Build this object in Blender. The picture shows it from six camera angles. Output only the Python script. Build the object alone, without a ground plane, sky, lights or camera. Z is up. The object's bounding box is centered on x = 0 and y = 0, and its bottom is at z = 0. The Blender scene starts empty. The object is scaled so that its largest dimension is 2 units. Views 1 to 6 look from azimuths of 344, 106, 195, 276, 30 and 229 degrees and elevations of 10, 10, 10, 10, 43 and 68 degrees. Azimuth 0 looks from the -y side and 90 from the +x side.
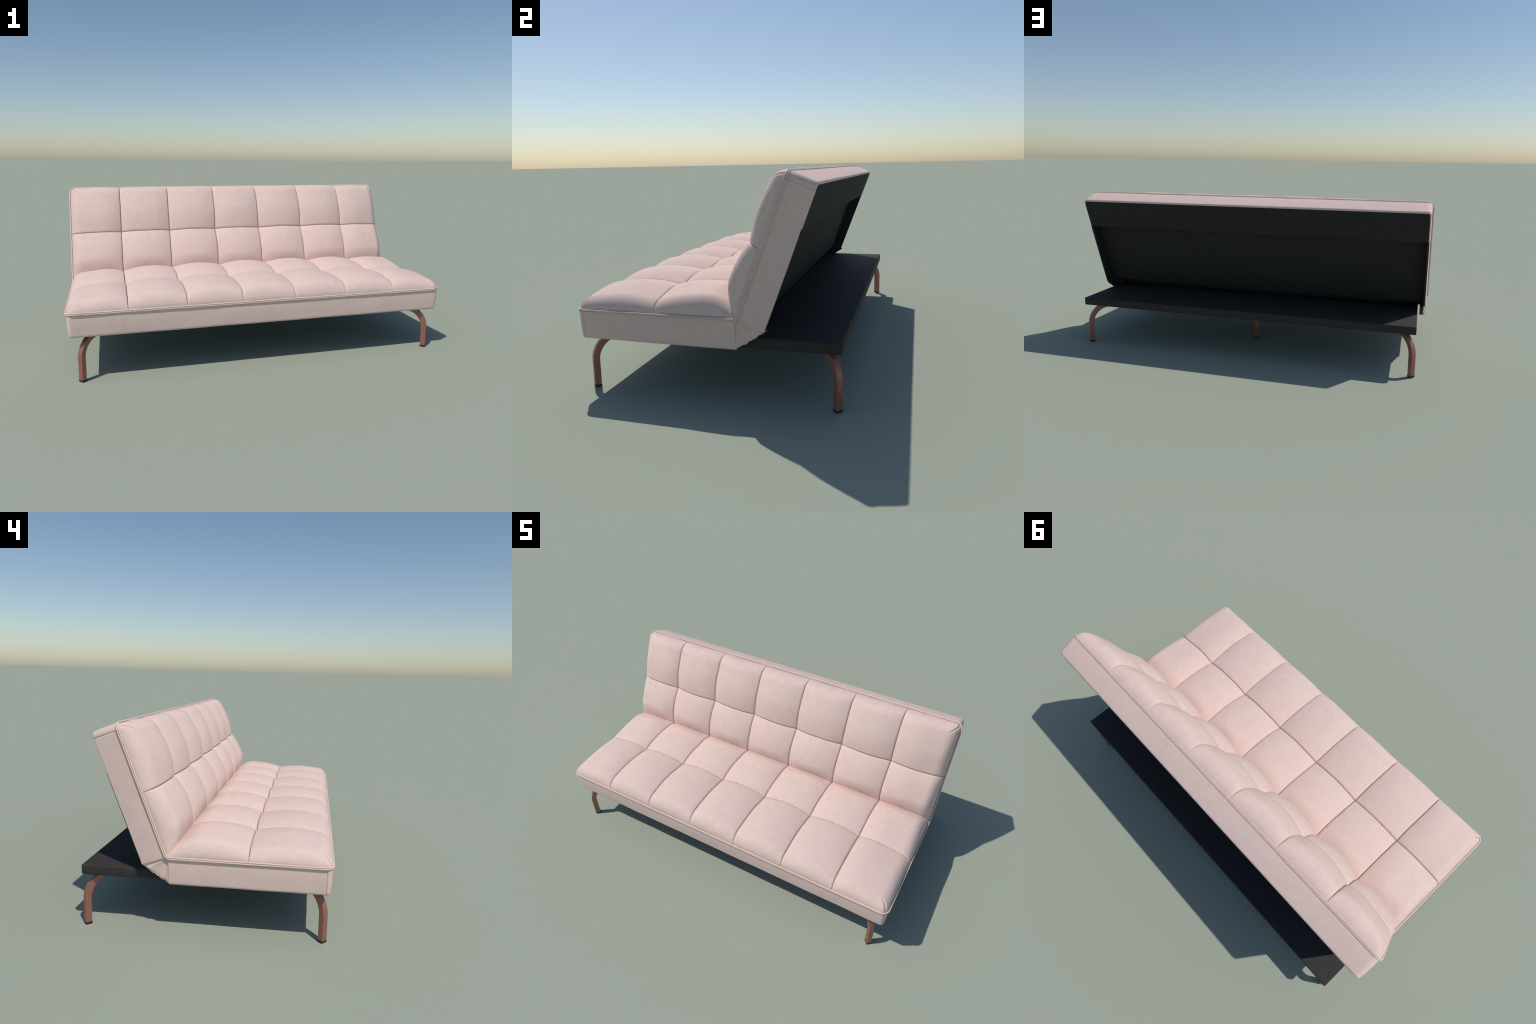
import bpy, bmesh, math, random
from mathutils import Vector, noise

random.seed(7)

# ------------------------------------------------------------------ layout
# The upholstery is one padded sheet folded once: s < 0 is the seat, s > 0 the
# backrest.  (x, s, h) -> world, h = height above the piping plane.
PIVOT = Vector((0.0, 0.148, 0.341))
BACK_DIR = Vector((0.0, 0.349, 0.937)).normalized()
BACK_NRM = Vector((0.0, -BACK_DIR.z, BACK_DIR.y))
SEAT_DIR = Vector((0.0, 1.0, 0.0))
SEAT_NRM = Vector((0.0, 0.0, 1.0))

COLS = [-0.9925, -0.708, -0.4238, -0.1400, 0.1400, 0.4238, 0.708, 0.9925]
SEAT_ROWS = [-0.6745, -0.337, 0.0]
BACK_ROWS = [0.0, 0.283, 0.5730]


def seat_pt(x, s, h):
    p = PIVOT + SEAT_DIR * s + SEAT_NRM * h
    return Vector((x, p.y, p.z))


def back_pt(x, s, h):
    p = PIVOT + BACK_DIR * s + BACK_NRM * h
    return Vector((x, p.y, p.z))


# --------------------------------------------------------------- materials
def new_mat(name):
    m = bpy.data.materials.new(name)
    m.use_nodes = True
    nt = m.node_tree
    b = nt.nodes["Principled BSDF"]
    return m, nt, b


def tex_noise(nt, coord, scale, detail=4.0, rough=0.55, stretch=None):
    n = nt.nodes.new("ShaderNodeTexNoise")
    n.inputs["Scale"].default_value = scale
    n.inputs["Detail"].default_value = detail
    n.inputs["Roughness"].default_value = rough
    if stretch:
        mp = nt.nodes.new("ShaderNodeMapping")
        mp.inputs["Scale"].default_value = stretch
        nt.links.new(coord, mp.inputs["Vector"])
        coord = mp.outputs["Vector"]
    nt.links.new(coord, n.inputs["Vector"])
    return n


def ramp(nt, fac, stops):
    r = nt.nodes.new("ShaderNodeValToRGB")
    e = r.color_ramp.elements
    while len(e) < len(stops):
        e.new(0.5)
    for el, (p, c) in zip(e, stops):
        el.position = p
        el.color = (*c, 1.0)
    nt.links.new(fac, r.inputs["Fac"])
    return r


def mix(nt, fac, a, b, mode="MIX"):
    m = nt.nodes.new("ShaderNodeMix")
    m.data_type = "RGBA"
    m.blend_type = mode
    if isinstance(fac, float):
        m.inputs["Factor"].default_value = fac
    else:
        nt.links.new(fac, m.inputs["Factor"])
    nt.links.new(a, m.inputs["A"])
    nt.links.new(b, m.inputs["B"])
    return m.outputs["Result"]


def fabric_material():
    m, nt, b = new_mat("blush_velour")
    co = nt.nodes.new("ShaderNodeTexCoord").outputs["Object"]
    big = tex_noise(nt, co, 26.0, 5.0, 0.65)
    col = ramp(nt, big.outputs["Fac"], [(0.28, FABRIC_A), (0.50, FABRIC_B), (0.72, FABRIC_C)])
    mid = tex_noise(nt, co, 42.0, 5.0, 0.65)
    midr = ramp(nt, mid.outputs["Fac"], [(0.25, (0.955, 0.955, 0.955)), (0.75, (1.0, 1.0, 1.0))])
    c1 = mix(nt, 1.0, col.outputs["Color"], midr.outputs["Color"], "MULTIPLY")
    # faint streaks of the pile
    st = tex_noise(nt, co, 60.0, 3.0, 0.6, (2.2, 0.35, 0.35))
    str_ = ramp(nt, st.outputs["Fac"], [(0.3, (0.96, 0.96, 0.96)), (0.7, (1.0, 1.0, 1.0))])
    c2 = mix(nt, 1.0, c1, str_.outputs["Color"], "MULTIPLY")
    nt.links.new(c2, b.inputs["Base Color"])
    b.inputs["Roughness"].default_value = 0.85
    b.inputs["Specular IOR Level"].default_value = 0.15
    fine = tex_noise(nt, co, 900.0, 2.0, 0.6)
    bp = nt.nodes.new("ShaderNodeBump")
    bp.inputs["Strength"].default_value = 0.12
    bp.inputs["Distance"].default_value = 0.001
    nt.links.new(fine.outputs["Fac"], bp.inputs["Height"])
    nt.links.new(bp.outputs["Normal"], b.inputs["Normal"])
    return m


def plain_material(name, ca, cb, rough, scale=30.0, metallic=0.0, spec=0.5, bump=0.05, grain=400.0):
    m, nt, b = new_mat(name)
    co = nt.nodes.new("ShaderNodeTexCoord").outputs["Object"]
    n = tex_noise(nt, co, scale, 4.0, 0.6)
    r = ramp(nt, n.outputs["Fac"], [(0.3, ca), (0.7, cb)])
    nt.links.new(r.outputs["Color"], b.inputs["Base Color"])
    b.inputs["Roughness"].default_value = rough
    b.inputs["Metallic"].default_value = metallic
    b.inputs["Specular IOR Level"].default_value = spec
    f = tex_noise(nt, co, grain, 2.0, 0.6)
    bp = nt.nodes.new("ShaderNodeBump")
    bp.inputs["Strength"].default_value = bump
    bp.inputs["Distance"].default_value = 0.001
    nt.links.new(f.outputs["Fac"], bp.inputs["Height"])
    nt.links.new(bp.outputs["Normal"], b.inputs["Normal"])
    return m


FABRIC_A = (0.712, 0.526, 0.466)  # all three pinks darkened 2-3% below sunlit match, towards the original's baked soft shade
FABRIC_B = (0.741, 0.561, 0.499)
FABRIC_C = (0.716, 0.578, 0.512)

MAT_FABRIC = fabric_material()
MAT_LINING = plain_material("black_lining_cloth", (0.0300, 0.0285, 0.0265), (0.0360, 0.0345, 0.0320), 0.9, 25.0, spec=0.2, bump=0.1)
MAT_FRAME = plain_material("charcoal_platform_cloth", (0.036, 0.032, 0.030), (0.043, 0.038, 0.036), 0.75, 20.0, spec=0.2, bump=0.08)
MAT_LEG = plain_material("copper_brown_paint", (0.358, 0.153, 0.117), (0.372, 0.162, 0.124), 0.42, 40.0, metallic=0.45, spec=0.5, bump=0.02)
MAT_CAP = plain_material("black_plastic", (0.006, 0.006, 0.006), (0.009, 0.009, 0.009), 0.5)


# ------------------------------------------------------------ mesh helpers
def make_obj(name, verts, faces, mat, parent, smooth=True, angle=None):
    me = bpy.data.meshes.new(name)
    me.from_pydata([tuple(v) for v in verts], [], faces)
    me.validate()
    bm = bmesh.new()
    bm.from_mesh(me)
    bmesh.ops.recalc_face_normals(bm, faces=bm.faces)
    bm.to_mesh(me)
    bm.free()
    me.materials.append(mat)
    for p in me.polygons:
        p.use_smooth = smooth
    if angle is not None:
        me.set_sharp_from_angle(angle=math.radians(angle))
    ob = bpy.data.objects.new(name, me)
    bpy.context.scene.collection.objects.link(ob)
    ob.parent = parent
    return ob


def grid_faces(nu, nv, close_u=False, close_v=False):
    f = []
    for i in range(nu if close_u else nu - 1):
        for j in range(nv if close_v else nv - 1):
            a = i * nv + j
            b = ((i + 1) % nu) * nv + j
            c = ((i + 1) % nu) * nv + (j + 1) % nv
            d = i * nv + (j + 1) % nv
            f.append((a, b, c, d))
    return f


def rounded_box(name, lo, hi, bevel, mat, parent, place=None, segs=3):
    bm = bmesh.new()
    bmesh.ops.create_cube(bm, size=1.0)
    for v in bm.verts:
        v.co = Vector([(lo[k] + hi[k]) / 2 + v.co[k] * (hi[k] - lo[k]) for k in range(3)])
    bmesh.ops.bevel(bm, geom=bm.edges[:], offset=bevel, segments=segs, profile=0.5, affect="EDGES")
    if place:
        for v in bm.verts:
            v.co = place(*v.co)
    bmesh.ops.recalc_face_normals(bm, faces=bm.faces)
    me = bpy.data.meshes.new(name)
    bm.to_mesh(me)
    bm.free()
    me.materials.append(mat)
    for p in me.polygons:
        p.use_smooth = True
    me.set_sharp_from_angle(angle=math.radians(35))
    ob = bpy.data.objects.new(name, me)
    bpy.context.scene.collection.objects.link(ob)
    ob.parent = parent
    return ob


def empty(name, parent=None):
    o = bpy.data.objects.new(name, None)
    o.empty_display_size = 0.1
    bpy.context.scene.collection.objects.link(o)
    o.parent = parent
    return o


def rounded_path(pts, radii, step=0.02, closed=False, arc=7):
    """2D polyline with filleted corners, evenly subdivided."""
    out = []
    n = len(pts)
    for i in range(n):
        p = Vector(pts[i])
        r = radii[i]
        if (not closed and i in (0, n - 1)) or r <= 0:
            out.append(p)
            continue
        a = (Vector(pts[i - 1]) - p).normalized()
        b = (Vector(pts[(i + 1) % n]) - p).normalized()
        half = math.acos(max(-1, min(1, a.dot(b)))) / 2
        t = r / math.tan(half)
        c = p + (a + b).normalized() * (r / math.sin(half))
        s0 = p + a * t - c
        s1 = p + b * t - c
        tot = s0.angle(s1)
        for k in range(arc + 1):
            w = k / arc
            v = s0 * math.sin((1 - w) * tot) / math.sin(tot) + s1 * math.sin(w * tot) / math.sin(tot)
            out.append(c + v)
    res = []
    m = len(out)
    for i in range(m if closed else m - 1):
        a, b = out[i], out[(i + 1) % m]
        k = max(1, int((b - a).length / step))
        for j in range(k):
            res.append(a.lerp(b, j / k))
    if not closed:
        res.append(out[-1])
    return res


# ---------------------------------------------------------------- cushions
def edge_rise(d, R, p=2.5):
    t = max(0.0, min(1.0, d / R))
    return math.sqrt(max(0.0, 1.0 - (1.0 - t) ** p))


def bump_profile(f, open_lo, open_hi, p):
    """0 at a stitched side, 1 in the middle; stays 1 toward an unstitched side."""
    if (f < 0.5 and open_lo) or (f > 0.5 and open_hi):
        return 1.0
    return 1.0 - abs(2.0 * f - 1.0) ** p


def cluster(k, n, w=0.5):
    t = k / n
    return (1 - w) * t + w * (0.5 - 0.5 * math.cos(math.pi * t))


SEAT_SHAPE = dict(hx=0.0535, ku=0.0225, kv=(0.0180, 0.0280), R_piv=0.158, w_rim=0.30)
BACK_SHAPE = dict(hx=0.0585, ku=0.0245, kv=(0.0280, 0.0195), R_piv=0.158, w_rim=0.30)


def side_rise(d, w):
    """The end panels climb fast off the piping, then keep rising to their inner seam."""
    return (1 - w) * edge_rise(d, 0.06) + w * math.sin(math.pi / 2 * min(1.0, d / 0.27))


def rim_rise(d, w):
    return (1 - w) * edge_rise(d, 0.06) + w * math.sin(math.pi / 2 * min(1.0, d / 0.19))


def panel_height(x, s, fu, fv, col, row, kind):
    sh = SEAT_SHAPE if kind == "seat" else BACK_SHAPE
    rows = SEAT_ROWS if kind == "seat" else BACK_ROWS
    first, last = col == 0, col == 6
    bu = bump_profile(fu, first, last, 2.3)
    # the row touching the fold or the outer rim is stitched on one side only
    bv = bump_profile(fv, row == 0, row == 1, 2.3)
    crown = 0.009 * (1.0 - (x / 0.71) ** 2)
    near_fold = max(0.0, min(1.0, (abs(s) - 0.02) / 0.105))
    near_fold = near_fold * near_fold * (3 - 2 * near_fold)
    h = sh["hx"] + crown + sh["ku"] * bu * (0.25 + 0.75 * near_fold) + sh["kv"][row] * bv
    d_side = min(x - COLS[0], COLS[-1] - x)
    d_out = (s - rows[0]) if kind == "seat" else (rows[-1] - s)
    d_piv = abs(s)
    fold_w = max(0.0, min(1.0, 1.0 - abs(s) / 0.33))
    E = side_rise(d_side, 0.35 - 0.27 * fold_w) * rim_rise(d_out, sh["w_rim"])
    Ep = edge_rise(d_piv, sh["R_piv"])
    h *= E * Ep
    # stitched groove
    g = 0.0
    if not first:
        g = max(g, math.exp(-(x - COLS[col]) / 0.0028))
    if not last:
        g = max(g, math.exp(-(COLS[col + 1] - x) / 0.0028))
    dseam = abs(s - rows[1])
    g = max(g, math.exp(-dseam / 0.0028))
    h -= 0.0045 * g * min(1.0, E * 2)
    # gathered corner tuck
    if (first or last) and d_side < 0.09 and d_out < 0.09:
        along = (d_side + d_out) * 0.70711
        off = (d_side - d_out) * 0.70711
        off += 0.0016 * math.sin(along * 40.0)
        fade = max(0.0, 1.0 - along / 0.068)
        h -= 0.011 * min(1.0, fade * 2.0) * math.exp(-(off / 0.0017) ** 2) * min(1, along / 0.012)
        h += 0.004 * fade * math.exp(-((abs(off) - 0.009) / 0.007) ** 2) * min(1, along / 0.02)
    # soft irregularity of the wadding
    seed = 3.1 if kind == "seat" else 17.7
    nz = noise.noise(Vector((x * 7.0, s * 7.0, seed))) * 0.0022
    nz += noise.noise(Vector((x * 22.0, s * 22.0, seed + 5))) * 0.0006
    h += nz * E * Ep
    return max(h, -0.012)


def rim_round(x, s, kind, r=0.034):
    """Pull square grid corners onto the rounded plan corner of the cushion."""
    rows = SEAT_ROWS if kind == "seat" else BACK_ROWS
    edge = rows[0] if kind == "seat" else rows[-1]
    sgn_s = -1.0 if kind == "seat" else 1.0
    cx = (COLS[-1] - r)
    cs = abs(edge) - r
    a = (abs(x) - cx) / r
    b = (s * sgn_s - cs) / r
    if a > 0 and b > 0:
        a2 = a * math.sqrt(1 - b * b / 2)
        b2 = b * math.sqrt(1 - a * a / 2)
        x = math.copysign(cx + a2 * r, x)
        s = sgn_s * (cs + b2 * r)
    return x, s


def build_panels(kind, parent):
    rows = SEAT_ROWS if kind == "seat" else BACK_ROWS
    pt = seat_pt if kind == "seat" else back_pt
    for row in range(2):
        for col in range(7):
            outer = row == (0 if kind == "seat" else 1)
            NU, NV = (120, 130) if outer and col in (0, 6) else (60, 70)
            x0, x1 = COLS[col], COLS[col + 1]
            s0, s1 = rows[row], rows[row + 1]
            verts = []
            for i in range(NU + 1):
                fu = cluster(i, NU)
                for j in range(NV + 1):
                    fv = cluster(j, NV)
                    x = x0 + (x1 - x0) * fu
                    s = s0 + (s1 - s0) * fv
                    h = panel_height(x, s, fu, fv, col, row, kind)
                    # seams wander a little, as hand-guided stitching does
                    xx, ss = rim_round(x, s, kind)
                    wob = 0.002 * noise.noise(Vector((x * 5, s * 9, 2.0)))
                    ws = 0.002 * noise.noise(Vector((x * 9, s * 5, 8.0)))
                    e = min(1.0, min(x - COLS[0], COLS[-1] - x) / 0.1)
                    # each panel stops just short of its stitched seams: a real slit
                    gap = 0.0013
                    xx += gap * ((0 if col == 0 else math.exp(-(x - x0) / 0.004)) - (0 if col == 6 else math.exp(-(x1 - x) / 0.004)))
                    ss += gap * ((0 if row == 0 else math.exp(-(s - s0) / 0.004)) - (0 if row == 1 else math.exp(-(s1 - s) / 0.004)))
                    verts.append(pt(xx + wob * e, ss + ws * e, h))
            faces = grid_faces(NU + 1, NV + 1)
            # turned-in seam allowance all round
            nv = NV + 1
            loop = [i * nv for i in range(NU + 1)]
            loop += [NU * nv + j for j in range(1, NV + 1)]
            loop += [i * nv + NV for i in range(NU - 1, -1, -1)]
            loop += [j for j in range(NV - 1, 0, -1)]
            cen = pt((x0 + x1) / 2, (s0 + s1) / 2, 0.02)
            nrm = SEAT_NRM if kind == "seat" else BACK_NRM
            base = len(verts)
            for k in loop:
                v = verts[k]
                dirc = cen - v
                dirc -= nrm * dirc.dot(nrm)
                # rim edges tuck in under the piping, seam edges close the slit
                i, j = divmod(k, nv)
                rim = (col == 0 and i == 0) or (col == 6 and i == NU) or (outer and j == (0 if kind == "seat" else NV))
                verts.append(v + dirc.normalized() * (0.012 if rim else -0.0014) - nrm * 0.015)
            m = len(loop)
            for k in range(m):
                faces.append((loop[k], loop[(k + 1) % m], base + (k + 1) % m, base + k))
            make_obj("quilted_panel", verts, faces, MAT_FABRIC, parent, angle=70)


# ------------------------------------------------------------------ piping
def fold_pt(x, s, h, r=0.026):
    """Point on the sheet with a soft bend at the fold."""
    ang = math.acos(max(-1, min(1, SEAT_DIR.dot(BACK_DIR))))
    t = r * math.tan(ang / 2)
    if s <= -t:
        return seat_pt(x, s, h)
    if s >= t:
        return back_pt(x, s, h)
    a = ang * (s + t) / (2 * t)
    c = PIVOT - SEAT_DIR * t + SEAT_NRM * r
    p = c - SEAT_NRM * math.cos(a) * (r - h) + SEAT_DIR * math.sin(a) * (r - h)
    return Vector((x, p.y, p.z))


def tube_along(name, path, radius, parent, mat, seg=8, closed=True):
    n = len(path)
    verts = []
    prev = None
    for i in range(n):
        t = (path[(i + 1) % n] - path[i - 1]).normalized()
        if prev is None:
            u = t.orthogonal().normalized()
        else:
            u = (prev - t * prev.dot(t)).normalized()
        prev = u
        w = t.cross(u)
        for k in range(seg):
            a = 2 * math.pi * k / seg
            verts.append(path[i] + (u * math.cos(a) + w * math.sin(a)) * radius)
    return verts, grid_faces(n, seg, closed, True)


def build_piping(parent):
    s0, s1 = -0.6765, 0.5765
    xo = 0.9964
    rect = [(-xo, s0), (xo, s0), (xo, s1), (-xo, s1)]
    loop = rounded_path(rect, [0.034] * 4, 0.006, True, 10)
    verts, faces = [], []
    for h in (0.0034, -0.0034):
        path = []
        for q in loop:
            wob = 0.0006 * noise.noise(Vector((q.x * 9, q.y * 9, h * 100)))
            path.append(fold_pt(q.x, q.y, h + wob))
        v, f = tube_along("piping", path, 0.0036, parent, MAT_FABRIC)
        o = len(verts)
        verts += v
        faces += [tuple(i + o for i in ff) for ff in f]
    make_obj("piping", verts, faces, MAT_FABRIC, parent)
    # stitched flange that carries the cord into the seam
    verts, faces = [], []
    n = len(loop)
    for i, q in enumerate(loop):
        t = (loop[(i + 1) % n] - loop[i - 1]).normalized()
        inward = Vector((-t.y, t.x))
        if inward.dot(Vector((0.0, (s0 + s1) / 2)) - q) < 0:
            inward = -inward
        inx, ins = q + inward * 0.016
        for (px, ps, h) in ((q.x, q.y, 0.0016), (q.x, q.y, -0.0016), (inx, ins, -0.0016), (inx, ins, 0.0016)):
            verts.append(fold_pt(px, ps, h))
    faces = grid_faces(n, 4, True, True)
    make_obj("piping_flange", verts, faces, MAT_FABRIC, parent, angle=40)


# ------------------------------------------------------------ boxing strip
def build_skirt(kind, parent, depth, taper):
    """Upright fabric border below the piping: a U of cloth with rounded lower rim."""
    pt = seat_pt if kind == "seat" else back_pt
    xo = 0.9905 if kind == "seat" else 0.9925
    s_out = -0.6725 if kind == "seat" else 0.5760
    s_in = -0.0085 if kind == "seat" else 0.002
    r = 0.020 if kind == "seat" else 0.026
    pts = [(-xo, s_in), (-xo, s_out), (xo, s_out), (xo, s_in)]
    path = rounded_path(pts, [0, r, r, 0], 0.012, False, 8)
    # extra samples around the corner joins of the strip, which sit on the side
    joins = [s_out + (0.024 if kind == "seat" else -0.030)]
    dense = []
    for i, q in enumerate(path):
        dense.append(q)
        if i + 1 < len(path):
            nx = path[i + 1]
            mids = (q + nx) / 2
            if abs(abs(mids.x) - xo) < 1e-4 and abs(mids.y - joins[0]) < 0.02:
                for k in range(1, 8):
                    dense.append(q.lerp(nx, k / 8))
    path = dense
    N = 14

    def profile(rb, lip, taper):
        prof = []                               # (inward offset, h)
        for k in range(N + 1):
            t = k / N
            prof.append((taper * t - 0.0018 * math.sin(math.pi * t), 0.002 - (depth - rb + 0.002) * t))
        for k in range(1, 7):
            a = math.pi / 2 * k / 6
            prof.append((taper + rb * (1 - math.cos(a)) * 0.85, -(depth - rb) - rb * math.sin(a)))
        prof.append((taper + lip, -depth + 0.0005))
        prof.append((taper + lip, -depth + 0.010))
        prof.append((taper + 0.0055, -depth + 0.020))
        prof.append((taper + 0.0055, -0.004))
        return prof

    if kind == "seat":
        side_prof = top_prof = profile(0.014, 0.016, taper)
    else:
        side_prof, top_prof = profile(0.005, 0.0055, taper), profile(0.010, 0.0105, 0.002)
    nP = len(side_prof)
    verts = []
    for i, q in enumerate(path):
        a = path[max(0, i - 1)]
        b = path[min(len(path) - 1, i + 1)]
        t = (b - a).normalized()
        inward = Vector((-t.y, t.x))
        cen = Vector((0, (s_in + s_out) / 2))
        if inward.dot(cen - q) < 0:
            inward = -inward
        w = max(0.0, min(1.0, 1.0 - (abs(q.y - s_out) - 0.004) / 0.03))
        for k in range(nP):
            off = side_prof[k][0] * (1 - w) + top_prof[k][0] * w
            h = side_prof[k][1] * (1 - w) + top_prof[k][1] * w
            soft = 0.0
            if k < N + 5:
                soft += 0.0012 * noise.noise(Vector((q.x * 6, q.y * 6, h * 12 + 40)))
                if abs(abs(q.x) - xo) < 0.004:
                    d = abs(q.y - joins[0])
                    soft += 0.0035 * math.exp(-(d / 0.0018) ** 2)
            o = q + inward * (off + soft)
            sag = 0.0015 * noise.noise(Vector((q.x * 5, q.y * 5, 9))) if k >= N and kind == "seat" else 0.0
            verts.append(pt(o.x, o.y, h + sag))
    faces = grid_faces(len(path), nP, False, True)
    faces.append(tuple(range(nP)))
    faces.append(tuple((len(path) - 1) * nP + k for k in range(nP)))
    return make_obj("fabric_border", verts, faces, MAT_FABRIC, parent, angle=55)


# --------------------------------------------------- fan of folds at the hinge
def build_gusset(side, parent):
    """Loose pleated cloth closing the side between seat border and back border."""
    A0 = Vector((0.1355, 0.2255))       # foot of the seat border (y, z)
    A1 = Vector((0.2585, 0.3065))      # lower rear corner of the back border
    apex = Vector((0.1500, 0.340))
    NT, NR = 72, 22
    top0 = Vector((0.1355, 0.338))

    def sheet(name, x_out, x_in, mat, grow):
        verts = []
        for face_i, xb in enumerate((x_out, x_in)):
            for i in range(NT + 1):
                t = i / NT
                rim = A0.lerp(A1, t)
                bow = math.sin(math.pi * t)
                out = Vector((A1.y - A0.y, -(A1.x - A0.x))).normalized()
                rim = rim + out * (0.004 * bow + grow * (0.15 + 0.85 * t)
                                   + (0.0012 * math.sin(t * 22.0 + 0.6) + 0.0006 * math.sin(t * 37.0 + 2.0 * side)) * (0.25 + bow) * (1 if grow == 0 else 0.7))
                start = top0.lerp(apex, min(1.0, t * 2.0))
                if grow:
                    start = start + Vector((0.001, 0.004))
                    rim = rim + Vector((0.001, 0.004)) * t
                for j in range(NR + 1):
                    rr = j / NR
                    p = start.lerp(rim, rr)
                    ph = t * 21.0 + 1.2 * math.sin(t * 5.0) + (0.8 if side > 0 else 0.0)
                    fold = math.sin(ph) * 0.5 + 0.18 * math.sin(ph * 1.7 + 1.0)
                    amp = 0.0055 * rr ** 0.8 * min(1.0, 6 * t) * min(1.0, 6 * (1 - t))
                    dx = fold * amp * (1 if grow == 0 else 0.2) - 0.005 * rr ** 1.2 * bow - 0.0015
                    if rr > 0.86:
                        dx -= 0.005 * ((rr - 0.86) / 0.14) ** 2
                    if face_i == 1:
                        dx = -0.002
                    verts.append(Vector((side * (xb + dx), p.x, p.y)))
        n1 = (NT + 1) * (NR + 1)
        f = grid_faces(NT + 1, NR + 1)
        f2 = [tuple(k + n1 for k in reversed(ff)) for ff in f]
        faces = f + f2
        nr = NR + 1
        for i in range(NT):
            for j in (0, NR):
                a, b = i * nr + j, (i + 1) * nr + j
                faces.append((a, b, b + n1, a + n1))
        for j in range(NR):
            for i in (0, NT):
                a, b = i * nr + j, i * nr + j + 1
                faces.append((a, b, b + n1, a + n1))
        return make_obj(name, verts, faces, mat, parent, angle=60)

    sheet("pleated_gusset", 0.9870, 0.9790, MAT_FABRIC, 0.0)
    sheet("gusset_lining", 0.9785, 0.960, MAT_LINING, 0.011)


# -------------------------------------------------------------------- legs
def build_leg_mesh():
    """Square tube, straight foot and a quarter bend; local +x is the bend direction."""
    half, ch = 0.0132, 0.0013
    prof = []
    for sx, sy in ((1, 1), (-1, 1), (-1, -1), (1, -1)):
        c = [(sx * half, sy * (half - ch)), (sx * (half - ch), sy * half)]
        if sx * sy < 0:
            c.reverse()
        prof += c
    R, z0, zt = 0.100, 0.0055, 0.1145
    path = [((0.0, z0), 0.0), ((0.0, 0.06), 0.0)]
    K = 18
    for k in range(K + 1):
        a = math.pi / 2 * k / K
        path.append(((R * (1 - math.cos(a)), zt + R * math.sin(a)), a))
    path.append(((R + 0.14, zt + R), math.pi / 2))
    verts = []
    n = len(prof)
    for (p, a) in path:
        ux, uz = math.cos(a), -math.sin(a)     # in-plane normal direction
        for (u, v) in prof:
            verts.append(Vector((p[0] + ux * u, v, p[1] + uz * u)))
    faces = grid_faces(len(path), n, False, True)
    faces.append(tuple(range(n)))
    faces.append(tuple((len(path) - 1) * n + k for k in range(n)))
    return verts, faces


def build_legs(root):
    verts, faces = build_leg_mesh()
    first = first_cap = None
    for sx in (-1, 1):
        for (sy, fy) in ((-1, -0.4975), (1, 0.5135)):
            ang = math.atan2(-sy, -sx)
            if first is None:
                leg = make_obj("leg", verts, faces, MAT_LEG, root, angle=32)
                cap = rounded_box("foot_cap", (-0.0140, -0.0140, 0.0), (0.0140, 0.0140, 0.0075), 0.0012, MAT_CAP, leg, segs=2)
                first, first_cap = leg, cap
            else:
                leg = first.copy()
                bpy.context.scene.collection.objects.link(leg)
                cap = first_cap.copy()
                bpy.context.scene.collection.objects.link(cap)
                leg.parent = root
                cap.parent = leg
            leg.location = (sx * 0.9325, fy, 0.0)
            leg.rotation_euler = (0, 0, ang)
    mid = rounded_box("center_leg", (-0.0145, -0.0145, 0.006), (0.0145, 0.0145, 0.235), 0.002, MAT_LEG, root, segs=2)
    mid.location = (0.003, 0.170, 0.0)
    cap = first_cap.copy()
    bpy.context.scene.collection.objects.link(cap)
    cap.parent = mid
    cap.scale = (1.08, 1.08, 1.0)


# -------------------------------------------------------------------- build
root = empty("sofa_bed")
root["label"] = "blush pink quilted fold-down sofa bed with copper legs"
root["category"] = "sofa bed"

seat = build_skirt("seat", root, 0.1190, 0.004)
seat.name = "seat"
build_panels("seat", seat)
rounded_box("seat_deck", (-0.972, -0.495, 0.272), (0.972, 0.102, 0.338), 0.006, MAT_LINING, seat)

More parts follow.
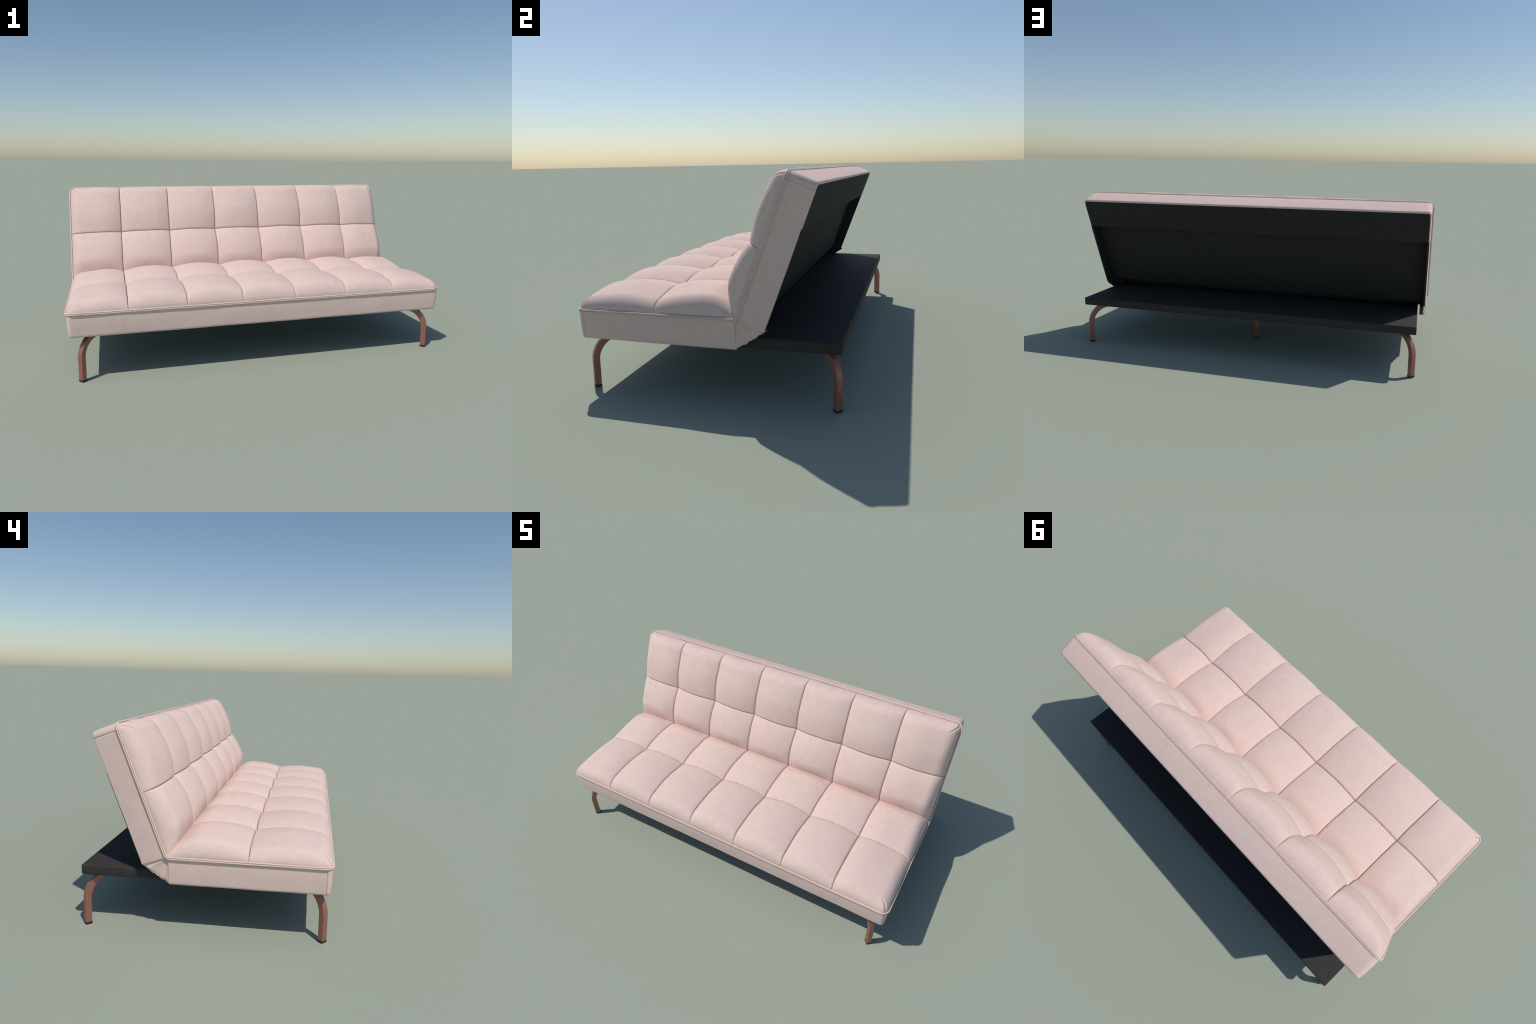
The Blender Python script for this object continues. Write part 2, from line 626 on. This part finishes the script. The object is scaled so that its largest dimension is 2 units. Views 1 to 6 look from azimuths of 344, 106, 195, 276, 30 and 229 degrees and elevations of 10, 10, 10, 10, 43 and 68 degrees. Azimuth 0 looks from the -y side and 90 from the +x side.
backrest = build_skirt("back", root, 0.1125, 0.007)
backrest.name = "backrest"
build_panels("back", backrest)
build_piping(root)

# back of the backrest: flush upper cover, recessed lower board, dark side linings
def build_rear_cover(parent):
    """Flush black board over the upper back, top corners rounded."""
    out = rounded_path([(-0.9810, 0.4015), (-0.9810, 0.5640), (0.9810, 0.5640), (0.9810, 0.4015)], [0, 0.03, 0.03, 0], 0.05, False, 8)
    bm = bmesh.new()
    lo = [bm.verts.new(Vector((q.x, q.y, -0.1140))) for q in out]
    f = bm.faces.new(lo)
    ext = bmesh.ops.extrude_face_region(bm, geom=[f])
    for v in [g for g in ext["geom"] if isinstance(g, bmesh.types.BMVert)]:
        v.co.z = -0.012
    bmesh.ops.recalc_face_normals(bm, faces=bm.faces)
    rim = [e for e in bm.edges if all(abs(v.co.z + 0.1140) < 1e-6 for v in e.verts)]
    bmesh.ops.bevel(bm, geom=rim, offset=0.002, segments=2, profile=0.5, affect="EDGES")
    for v in bm.verts:
        v.co = back_pt(*v.co)
    bmesh.ops.recalc_face_normals(bm, faces=bm.faces)
    me = bpy.data.meshes.new("rear_cover")
    bm.to_mesh(me)
    bm.free()
    me.materials.append(MAT_LINING)
    ob = bpy.data.objects.new("rear_cover", me)
    bpy.context.scene.collection.objects.link(ob)
    ob.parent = parent


build_rear_cover(backrest)
def leaning(x, s, h):
    """The recessed board sits a little deeper at its top than at its foot."""
    return back_pt(x, s, h + (0.007 * (s / 0.4) if h < -0.03 else 0.0))


rounded_box("recessed_board", (-0.975, -0.007, -0.0550), (0.975, 0.4035, -0.010), 0.003, MAT_LINING, backrest, leaning)
for sx in (-1, 1):
    lo, hi = sorted((sx * 0.9745, sx * 0.9845))
    rounded_box("side_lining", (lo, 0.006, -0.1134), (hi, 0.4035, -0.012), 0.0012, MAT_LINING, backrest, back_pt)

for sx in (-1, 1):
    build_gusset(sx, root)

base = rounded_box("platform", (-0.947, -0.475, 0.2258), (0.9605, 0.5315, 0.2695), 0.0065, MAT_FRAME, root, segs=4)
build_legs(root)
